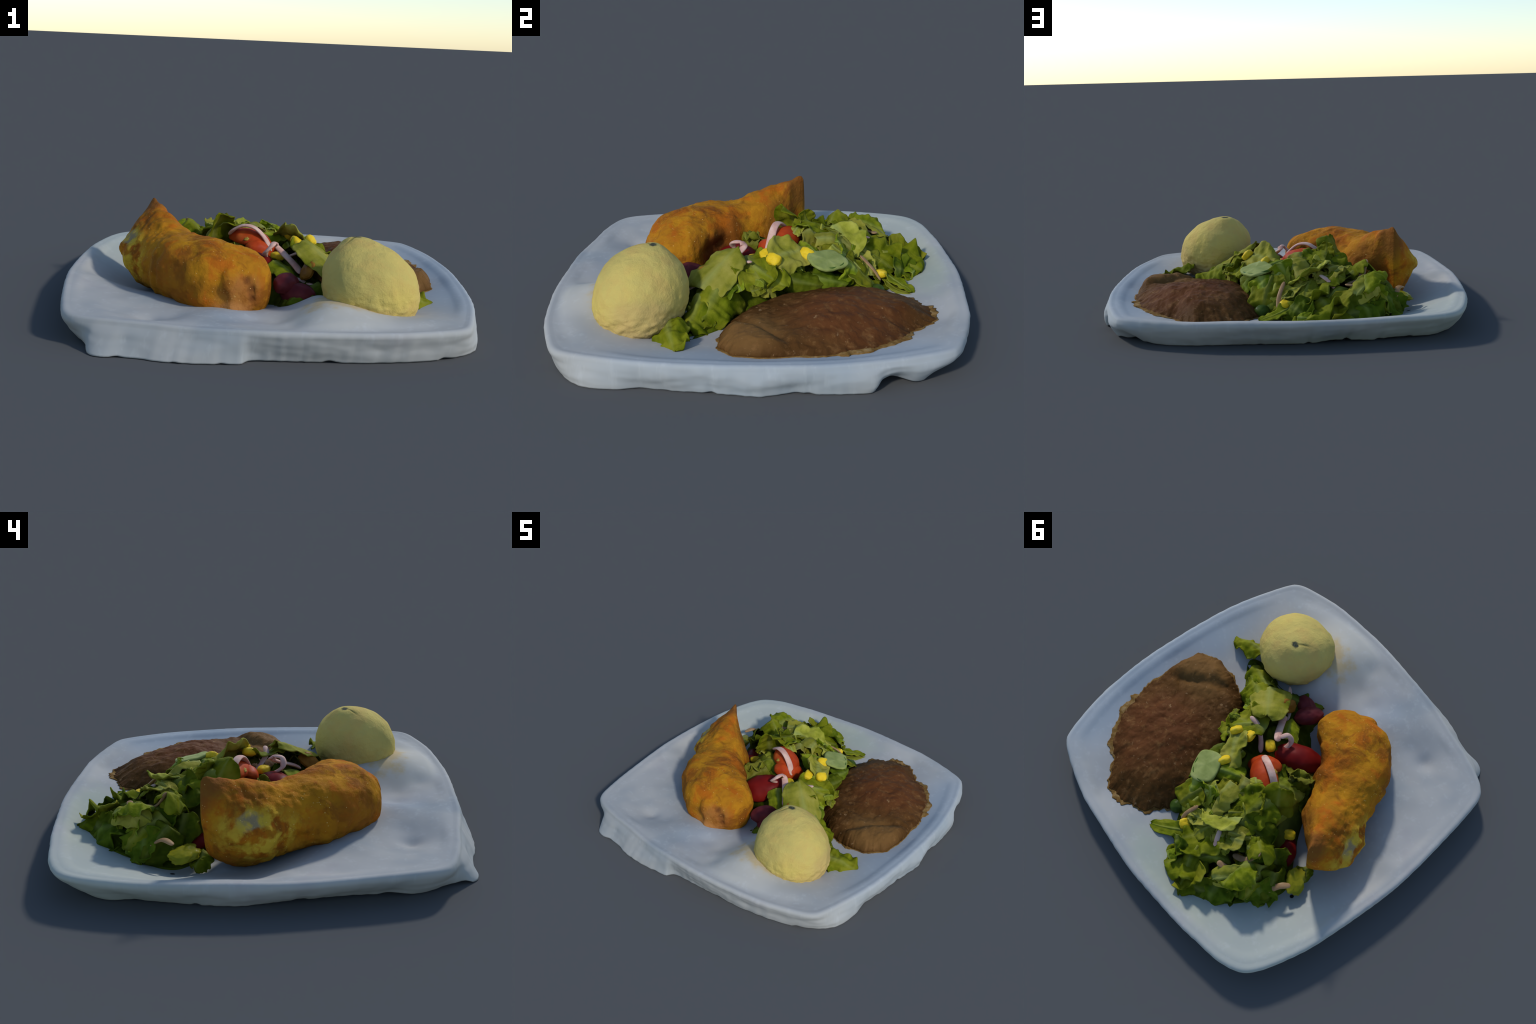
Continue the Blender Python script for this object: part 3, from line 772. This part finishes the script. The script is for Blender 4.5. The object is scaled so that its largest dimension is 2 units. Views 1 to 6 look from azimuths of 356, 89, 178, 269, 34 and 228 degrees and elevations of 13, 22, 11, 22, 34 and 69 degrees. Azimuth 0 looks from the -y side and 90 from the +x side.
leaf([(0.560, -0.420, 0.150), (0.660, -0.400, 0.125), (0.755, -0.375, 0.098)], 0.17, (0.3, -0.2, 0.9), GREEN, ruffle=0.8)
leaf([(0.210, 0.060, 0.275), (0.150, 0.160, 0.295), (0.080, 0.250, 0.270)], 0.19, (0.5, 0.1, 0.85), PALE)
leaf([(0.120, -0.060, 0.275), (0.240, -0.020, 0.245), (0.330, 0.020, 0.185)], 0.2, (0.6, -0.2, 0.8), GREEN)
leaf([(0.200, -0.030, 0.260), (0.270, 0.040, 0.225), (0.290, 0.130, 0.180)], 0.16, (0.8, 0.1, 0.6), GREEN)
leaf([(0.010, -0.130, 0.225), (0.070, -0.190, 0.205), (0.110, -0.250, 0.165)], 0.14, (0.2, -0.3, 0.9), GREEN, ruffle=0.3)
leaf([(0.220, -0.320, 0.170), (0.140, -0.380, 0.145), (0.060, -0.450, 0.110)], 0.17, (-0.1, -0.3, 0.9), DEEP)
leaf([(0.140, 0.300, 0.260), (0.040, 0.250, 0.285), (-0.030, 0.220, 0.285)], 0.15, (0.3, 0.3, 0.9), GREEN)
leaf([(-0.140, 0.100, 0.260), (-0.230, 0.060, 0.230), (-0.290, 0.000, 0.180)], 0.16, (-0.1, 0, 1), OLIVE)
leaf([(-0.150, 0.000, 0.240), (-0.210, -0.060, 0.210), (-0.240, -0.120, 0.150)], 0.15, (0.3, -0.2, 0.9), OLIVE)
leaf([(-0.180, 0.480, 0.254), (-0.100, 0.590, 0.170), (-0.030, 0.690, 0.125)], 0.26, (0.6, 0.35, 0.7), GREEN)
leaf([(-0.200, 0.620, 0.155), (-0.120, 0.730, 0.135), (-0.050, 0.820, 0.105)], 0.26, (0.55, 0.6, 0.55), GREEN)
leaf([(-0.380, 0.480, 0.230), (-0.390, 0.580, 0.250), (-0.370, 0.680, 0.196)], 0.2, (0.6, 0.2, 0.75), GREEN)
leaf([(-0.290, 0.360, 0.220), (-0.360, 0.400, 0.280), (-0.415, 0.430, 0.318)], 0.17, (0.7, -0.4, 0.5), GREEN)
leaf([(0.040, 0.360, 0.290), (0.080, 0.480, 0.191), (0.130, 0.560, 0.104)], 0.13, (0.6, 0.5, 0.6), PALE)
leaf([(-0.020, 0.610, 0.126), (0.070, 0.680, 0.098), (0.170, 0.745, 0.078)], 0.085, (0.4, 0.5, 0.75), GREEN)
leaf([(-0.150, 0.680, 0.138), (-0.170, 0.770, 0.112), (-0.180, 0.850, 0.083)], 0.27, (0, 0.85, 0.5), GREEN, ruffle=0.35)
leaf([(0.010, 0.680, 0.135), (-0.050, 0.740, 0.107), (-0.080, 0.800, 0.080)], 0.17, (0.2, 0.85, 0.5), DEEP)
leaf([(-0.330, 0.670, 0.164), (-0.360, 0.740, 0.127), (-0.380, 0.790, 0.070)], 0.24, (-0.2, 0.85, 0.5), DEEP, ruffle=0.8)
leaf([(-0.450, 0.450, 0.220), (-0.490, 0.550, 0.160), (-0.500, 0.630, 0.070)], 0.22, (-0.5, 0.7, 0.45), GREEN)
leaf([(-0.520, 0.420, 0.200), (-0.565, 0.490, 0.130), (-0.590, 0.540, 0.055)], 0.18, (-0.7, 0.5, 0.5), DEEP)
leaf([(0.090, 0.420, 0.240), (0.140, 0.520, 0.147), (0.135, 0.580, 0.086)], 0.17, (0.2, 0.9, 0.35), GREEN)
leaf([(-0.200, 0.380, 0.300), (-0.100, 0.440, 0.259), (0.000, 0.480, 0.204)], 0.2, (0.5, 0.3, 0.8), PALE, ruffle=0.8)
leaf([(-0.300, 0.450, 0.283), (-0.220, 0.500, 0.265), (-0.140, 0.540, 0.217)], 0.15, (0.4, 0.1, 0.9), PALE)
leaf([(-0.060, 0.300, 0.275), (0.000, 0.360, 0.275), (0.050, 0.420, 0.245)], 0.16, (0.4, 0.3, 0.85), GREEN)
leaf([(0.200, 0.250, 0.200), (0.240, 0.330, 0.185), (0.220, 0.420, 0.162)], 0.15, (0.8, 0.4, 0.5), DEEP)
leaf([(0.220, 0.120, 0.200), (0.260, 0.200, 0.180), (0.250, 0.300, 0.165)], 0.14, (0.9, 0.1, 0.5), DEEP)
#LEAVES_END

# general height of the heap: smaller torn pieces are strewn over it
CANOPY = Spline2([(0.16, -0.10, 0.28), (0.13, 0.25, 0.25), (-0.05, 0.10, 0.25), (-0.22, 0.24, 0.30), (-0.22, 0.49, 0.28), (-0.40, 0.43, 0.25),
                  (-0.06, 0.63, 0.19), (-0.36, 0.64, 0.20), (-0.22, 0.76, 0.16), (0.32, -0.22, 0.19), (0.48, -0.27, 0.11), (-0.47, 0.30, 0.10),
                  (-0.56, 0.46, 0.11), (0.07, 0.50, 0.20), (-0.10, -0.05, 0.18), (-0.30, 0.06, 0.18), (0.10, 0.64, 0.11), (-0.20, 0.85, 0.10), (-0.45, 0.72, 0.10)], 1e-3)


def strew():
    rnd = random.Random(11)
    keep_clear = [((-0.08, 0.10), 0.12), ((-0.09, -0.11), 0.14), ((0.17, 0.06), 0.10), ((0.18, 0.32), 0.12), ((0.03, -0.1), 0.10), ((0.06, -0.33), 0.09),
                  ((-0.42, 0.25), 0.09), ((0.12, 0.23), 0.05), ((0.15, 0.57), 0.06), ((0.2, -0.15), 0.10), ((-0.24, 0.14), 0.08)]
    path = catmull([(0.42, -0.26), (0.25, -0.12), (0.10, 0.15), (-0.08, 0.36), (-0.20, 0.52), (-0.30, 0.66)], np.linspace(0, 1, 60))
    made = 0
    while made < 22:
        k = 0.8 * rnd.random()
        c = path[int(k * 59)]
        spread = 0.06 + 0.24 * k
        p = (c[0] + rnd.uniform(-1, 1) * spread, c[1] + rnd.uniform(-1, 1) * spread * 0.8)
        if any(math.hypot(p[0] - q[0], p[1] - q[1]) < r for q, r in keep_clear):
            continue
        z = float(CANOPY([p])[0])
        if z < 0.09 or z > 0.32 or p[1] > 0.84:
            continue
        e = 0.03
        gx = (float(CANOPY([(p[0] + e, p[1])])[0]) - z) / e
        gy = (float(CANOPY([(p[0], p[1] + e)])[0]) - z) / e
        n = Vector((-gx + rnd.uniform(-0.5, 0.5), -gy + rnd.uniform(-0.5, 0.5), 1.0)).normalized()
        a = rnd.uniform(0, 2 * math.pi)
        t = Vector((math.cos(a), math.sin(a), 0))
        t = (t - n * t.dot(n)).normalized()
        ln = rnd.uniform(0.06, 0.13)
        b = Vector((p[0], p[1], z + rnd.uniform(-0.05, 0.0)))
        arch = rnd.uniform(0.0, 0.03)
        leaf([tuple(b - t * ln / 2 - n * arch), tuple(b), tuple(b + t * ln / 2 - n * arch)], ln * rnd.uniform(0.45, 0.95), tuple(n),
             rnd.choice([GREEN, GREEN, PALE, OLIVE, DEEP]), ruffle=rnd.uniform(0.7, 1.2))
        made += 1


strew()


def strip(name, pts, width, thick, mat, twist=0.0):
    """Flat-oval band swept along a path."""
    S, K = 48, 14
    C = catmull(pts, np.linspace(0, 1, S))
    T = np.gradient(C, axis=0)
    V = []
    for i in range(S):
        t = Vector(T[i]).normalized()
        up = Vector((0, 0, 1))
        side = t.cross(up)
        side = side.normalized() if side.length > 0.05 else Vector((1, 0, 0))
        nn = side.cross(t)
        r = Matrix.Rotation(twist * (i / S), 3, t)
        side, nn = r @ side, r @ nn
        u = i / (S - 1)
        w = math.sqrt(max(0.02, 1 - abs(2 * u - 1) ** 8)) * (1 + 0.15 * noise.noise(Vector((u * 4, len(pts), pts[0][0] * 30))))
        for j in range(K):
            a = 2 * math.pi * j / K
            V.append(Vector(C[i]) + side * (math.cos(a) * width / 2 * w) + nn * (math.sin(a) * thick / 2 * w))
    o = Vector(pts[len(pts) // 2])
    me = make_mesh(name, [tuple(v - o) for v in V], ring_faces(S, K))
    return add(name, me, mat, SALAD, o)


ONION = simple_material("pink_onion", [(0.3, (0.50, 0.25, 0.20)), (0.55, (0.64, 0.41, 0.33)), (0.75, (0.68, 0.50, 0.41))], 16, 0.55, 0.08)
BROWN_STALK = simple_material("browned_stalk", [(0.3, (0.24, 0.13, 0.06)), (0.55, (0.36, 0.22, 0.11)), (0.75, (0.40, 0.30, 0.16))], 16, 0.4)
TOMATO = simple_material("ripe_tomato", [(0.3, (0.324, 0.027, 0.005)), (0.55, (0.450, 0.054, 0.009)), (0.75, (0.495, 0.108, 0.018))], 12, 0.5, 0.10, 0.1)
TOMATO_DARK = simple_material("dark_red_tomato", [(0.3, (0.114, 0.004, 0.004)), (0.6, (0.180, 0.009, 0.006)), (0.8, (0.204, 0.024, 0.012))], 8, 0.5, 0.10, 0.1)
SEEDS = simple_material("tomato_seed_gel", [(0.3, (0.38, 0.16, 0.02)), (0.6, (0.40, 0.30, 0.05)), (0.8, (0.34, 0.36, 0.08))], 30, 0.5, 0.10)
CORN = simple_material("yellow_corn", [(0.3, (0.62, 0.40, 0.012)), (0.6, (0.72, 0.50, 0.02)), (0.85, (0.70, 0.58, 0.20))], 26, 0.5, 0.10, 0.1)
BEAN = simple_material("kidney_bean_skin", [(0.3, (0.075, 0.010, 0.014)), (0.6, (0.13, 0.020, 0.022)), (0.8, (0.17, 0.04, 0.03))], 14, 0.5, 0.10, 0.1)
CARROT = simple_material("cooked_carrot", [(0.3, (0.165, 0.068, 0.009)), (0.6, (0.247, 0.105, 0.013)), (0.8, (0.225, 0.143, 0.030))], 14, 0.4)
PEA = simple_material("dark_green_pea", [(0.3, (0.024, 0.046, 0.006)), (0.6, (0.05, 0.085, 0.012)), (0.8, (0.10, 0.13, 0.03))], 20, 0.35)
CUCUMBER = simple_material("pale_cucumber_flesh", [(0.3, (0.19, 0.23, 0.055)), (0.55, (0.26, 0.295, 0.085)), (0.8, (0.35, 0.37, 0.13))], 16, 0.55, 0.08)
PEEL = simple_material("cucumber_peel", [(0.3, (0.03, 0.07, 0.012)), (0.6, (0.07, 0.13, 0.02)), (0.8, (0.13, 0.2, 0.04))], 20, 0.35)
PEPPER_AND_SHADED_CORN = simple_material("pepper_and_shaded_corn", [(0.3, (0.176, 0.176, 0.010)), (0.6, (0.288, 0.256, 0.016)), (0.8, (0.224, 0.256, 0.048))], 12, 0.35)


def frame(origin, x_axis, normal):
    ax = Vector(x_axis).normalized()
    nz = Vector(normal)
    nz = (nz - ax * nz.dot(ax)).normalized()
    ay = nz.cross(ax)
    M = Matrix.Identity(4)
    for r in range(3):
        M[r][0], M[r][1], M[r][2], M[r][3] = ax[r], ay[r], nz[r], origin[r]
    return M


def build_salad_pieces():
    # cucumber slice lying tilted toward the patty
    n = 64
    outl = catmull([(0.085, -0.055), (0.098, 0.01), (0.070, 0.072), (0.0, 0.080), (-0.075, 0.062), (-0.092, 0.0), (-0.070, -0.066), (0.0, -0.078)], np.linspace(0, 1, n, endpoint=False), True)
    rings = []
    for s, z in ((0.02, 0.006), (0.5, 0.005), (0.86, 0.004), (0.96, 0.002), (1.0, -0.002), (1.0, -0.009), (0.96, -0.012), (0.5, -0.013), (0.02, -0.013)):
        rings.append(np.column_stack([outl * s, np.full(n, z) + 0.10 * (outl[:, 0] * s) ** 2]))
    V = np.vstack(rings)
    V[:, 2] += [0.010 * fbm((v[0], v[1], 0), 9, 3, 2.0) for v in V]
    me = make_mesh("cucumber_slice", V, ring_faces(len(rings), n))
    me.flip_normals()
    M = frame((0.176, 0.325, 0.266), (-0.40, 0.92, -0.1), (0.26, 0.10, 0.95))
    cu = add("cucumber_slice", me, CUCUMBER, SALAD, matrix=M)
    rp = strip("cucumber_peel", [(0.10, 0.395, 0.268), (0.15, 0.408, 0.255), (0.205, 0.392, 0.244), (0.243, 0.33, 0.243), (0.238, 0.26, 0.250)], 0.010, 0.016, PEEL)

    # tomato wedge under the onion hoop
    wedge("tomato_wedge", (-0.085, 0.125, 0.255), 0.125, 0.075, (-0.75, 0.45, 0.1), (0.35, -0.1, 0.9), TOMATO)
    wedge("tomato_wedge", (-0.03, 0.075, 0.225), 0.100, 0.065, (-0.7, -0.5, 0.2), (0.6, -0.2, 0.8), TOMATO)
    wedge("tomato_wedge", (-0.100, -0.110, 0.160), 0.150, 0.085, (-0.75, -0.60, -0.25), (0.25, -0.25, 0.9), TOMATO_DARK)
    wedge("tomato_wedge", (-0.44, 0.27, 0.06), 0.10, 0.05, (-0.5, 0.6, 0.0), (0.1, 0.3, 0.9), TOMATO_DARK)  # darker red carries the roll's shadow in its colour
    for x, y, z, r, s in ((-0.105, 0.085, 0.285, 0.022, 1), (-0.065, 0.07, 0.275, 0.024, 2), (-0.03, 0.09, 0.27, 0.016, 3)):
        add("tomato_seed_gel", blob("tomato_seed_gel", (r, r * 1.3, r * 0.7), 20, 14, 0.3, 3, s), SEEDS, SALAD, (x, y, z))

    # corn kernels
    kern = blob("corn_kernel", (0.036, 0.029, 0.021), 26, 18, 0.10, 2.2, 1.0, 3.0)
    for p, xa, nz in (((0.220, 0.068, 0.290), (0.5, 0.8, -0.2), (0.75, -0.3, 0.6)), ((0.145, 0.038, 0.288), (-0.2, 0.9, 0.2), (0.6, -0.3, 0.8)),
                      ((0.128, 0.230, 0.278), (0.5, 0.8, -0.3), (0.8, -0.1, 0.6)), ((-0.39, 0.205, 0.105), (0.7, 0.6, 0.0), (-0.2, 0.3, 0.9)),
                      ((-0.32, 0.50, 0.130), (0.3, 0.9, 0.0), (0, 0, 1)), ((0.045, -0.030, 0.225), (0.7, -0.5, 0.0), (0, 0, 1)),
                      ((0.03, 0.60, 0.125), (0.4, 0.9, 0.0), (0.1, 0.7, 0.7))):
        add("corn_kernel", kern, CORN if p[0] > 0.1 else PEPPER_AND_SHADED_CORN, SALAD, matrix=frame(p, xa, nz))  # kernels low in the heap get a duller yellow, shade put into colour

    # onion strips
    strip("onion_strip", [(-0.195, 0.150, 0.290), (-0.170, 0.125, 0.325), (-0.120, 0.100, 0.352), (-0.065, 0.078, 0.343), (-0.015, 0.058, 0.296), (0.02, 0.035, 0.235)], 0.040, 0.016, ONION)
    strip("onion_strip", [(0.145, -0.225, 0.185), (0.120, -0.185, 0.215), (0.070, -0.115, 0.255), (0.035, -0.075, 0.285), (0.020, -0.085, 0.310)], 0.040, 0.018, ONION)
    strip("onion_strip", [(0.022, -0.080, 0.308), (0.005, -0.125, 0.300), (-0.025, -0.122, 0.262), (-0.020, -0.065, 0.225), (-0.015, 0.0, 0.200)], 0.030, 0.017, ONION)
    strip("onion_strip", [(0.235, -0.045, 0.285), (0.175, -0.050, 0.262), (0.11, -0.015, 0.225), (0.06, 0.03, 0.185)], 0.030, 0.015, ONION)
    strip("onion_strip", [(0.28, -0.38, 0.150), (0.18, -0.30, 0.155), (0.12, -0.22, 0.165)], 0.022, 0.012, ONION)
    strip("onion_strip", [(-0.415, 0.430, 0.318), (-0.395, 0.455, 0.270), (-0.370, 0.50, 0.225), (-0.30, 0.53, 0.21)], 0.036, 0.012, BROWN_STALK)
    strip("onion_strip", [(-0.62, 0.395, 0.150), (-0.585, 0.445, 0.160), (-0.555, 0.505, 0.120)], 0.034, 0.014, BROWN_STALK)
    strip("onion_strip", [(0.03, 0.50, 0.225), (0.06, 0.56, 0.165), (0.07, 0.60, 0.105)], 0.024, 0.012, BROWN_STALK)
    strip("onion_strip", [(-0.16, 0.50, 0.255), (-0.20, 0.56, 0.235), (-0.23, 0.61, 0.20)], 0.03, 0.012, ONION)
    strip("onion_strip", [(-0.28, 0.62, 0.225), (-0.34, 0.60, 0.215), (-0.42, 0.56, 0.205)], 0.032, 0.012, BROWN_STALK)

    # beans, carrot, pea, pepper
    kb = blob("kidney_bean", (0.085, 0.055, 0.050), 36, 24, 0.08, 2.0, 4.0)
    add("kidney_bean", kb, BEAN, SALAD, matrix=frame((0.060, -0.335, 0.165), (-0.5, -0.8, 0.0), (0.2, -0.2, 0.95)))
    add("kidney_bean", kb, BEAN, SALAD, matrix=frame((0.115, -0.37, 0.125), (0.9, -0.3, 0.0), (0.2, -0.4, 0.8)))
    add("carrot_piece", blob("carrot_piece", (0.055, 0.040, 0.016), 30, 20, 0.15, 2.2, 6.0, 2.8), CARROT, SALAD, matrix=frame((0.170, -0.270, 0.215), (0.3, 0.8, 0.6), (-0.7, -0.5, 0.4)))
    add("pea", blob("pea", (0.042, 0.042, 0.038), 30, 20, 0.06, 2.0, 2.0), PEA, SALAD, (0.153, 0.568, 0.082))
    add("yellow_pepper_piece", blob("yellow_pepper_piece", (0.070, 0.05, 0.022), 34, 22, 0.22, 2.4, 8.0, 2.6), PEPPER_AND_SHADED_CORN, SALAD, matrix=frame((-0.610, 0.350, 0.095), (0.6, -0.8, 0.1), (-0.5, 0.4, 0.75)))


def wedge(name, centre, radius, thick, axis, normal, mat):
    """Segment of a tomato: domed skin outside, two flat cut faces meeting at the core line."""
    M = frame(centre, axis, normal)
    n, m = 30, 18
    V = []
    for i in range(n):
        u = -1 + 2 * (i + 0.5) / n
        r = math.sqrt(1 - u * u)
        for j in range(m):
            a = math.pi * (0.5 + j / (m - 1) - 0.5)
            V.append((u * radius, math.cos(a) * r * radius * 0.62, math.sin(a) * r * thick))
        for j in range(1, 7):
            k = j / 7
            V.append((u * radius, (-1 + 2 * k) * r * radius * 0.62, -0.35 * thick * r * (1 - abs(1 - 2 * k))))
    V = [tuple(Vector(v) * (1 + 0.06 * fbm(v, 14, 3, centre[0] * 9))) for v in V]
    me = make_mesh(name, V, ring_faces(n, m + 6))
    return add(name, me, mat, SALAD, matrix=M)


build_salad_pieces()

# dark filler mound added under the leaves to close see-through gaps
BED = [(0.16, -0.10, 0.23), (0.13, 0.25, 0.20), (-0.05, 0.10, 0.20), (-0.22, 0.24, 0.25), (-0.18, 0.49, 0.15), (-0.40, 0.43, 0.17),
       (-0.06, 0.63, 0.085), (-0.38, 0.60, 0.14), (-0.22, 0.72, 0.085), (0.30, -0.22, 0.14), (0.18, -0.33, 0.155), (0.45, -0.26, 0.07),
       (-0.47, 0.33, 0.06), (-0.56, 0.45, 0.07), (0.05, 0.50, 0.13), (-0.14, -0.10, 0.185), (0.05, -0.2, 0.18), (-0.28, 0.05, 0.215), (-0.43, 0.22, 0.10), (0.08, -0.40, 0.14)]
BED_EDGE = [(0.60, -0.34), (0.48, -0.20), (0.32, -0.04), (0.24, 0.15), (0.21, 0.40), (0.13, 0.58), (0.02, 0.70), (-0.12, 0.81), (-0.28, 0.83),
            (-0.44, 0.73), (-0.53, 0.60), (-0.60, 0.45), (-0.57, 0.34), (-0.42, 0.16), (-0.30, -0.02), (-0.16, -0.18), (-0.02, -0.30), (0.02, -0.44),
            (0.16, -0.42), (0.33, -0.36), (0.48, -0.40)]


def build_bed():
    top = Spline2(BED + [(x, y, floor_z(x, y) + 0.012) for x, y in BED_EDGE], 1e-3)
    N = 260
    out = catmull(BED_EDGE, np.linspace(0, 1, N, endpoint=False), True)
    c = np.array([-0.10, 0.22])
    spine = catmull([(0.50, -0.30), (0.25, -0.22), (0.06, 0.0), (-0.06, 0.22), (-0.2, 0.45), (-0.3, 0.6)], np.linspace(0, 1, 120))
    # every border point runs in to its own nearest spine point, so the long bent bed never folds over
    near = spine[np.argmin(np.linalg.norm(out[:, None] - spine[None], axis=2), axis=1)]
    rings = []
    for t in np.linspace(0.0, 1.0, 40):
        P = near * (1 - t) + out * t
        zf = floor_surface(P)
        z = np.maximum(top(P) - 0.035, zf + 0.004)
        w = np.array([fbm((p[0], p[1], 0.2), 9, 4, 21.0) for p in P])
        w2 = np.array([abs(fbm((p[0], p[1], 0.2), 22, 3, 22.0)) for p in P])
        k = min(1.0, (1 - t) * 5)
        z = z + (0.030 * w + 0.022 * w2) * k
        z = np.maximum(z, zf - 0.003) if t < 1 else zf - 0.008
        rings.append(np.column_stack([P, z]))
    V = np.vstack(rings) - np.array(SALAD.location)
    me = make_mesh("salad_gap_filler", V, ring_faces(len(rings), N, False, True))
    me.flip_normals()
    ob = add("salad_gap_filler", me, DEEP, SALAD, SALAD.location)
    ob["kind"] = "stuff"


build_bed()
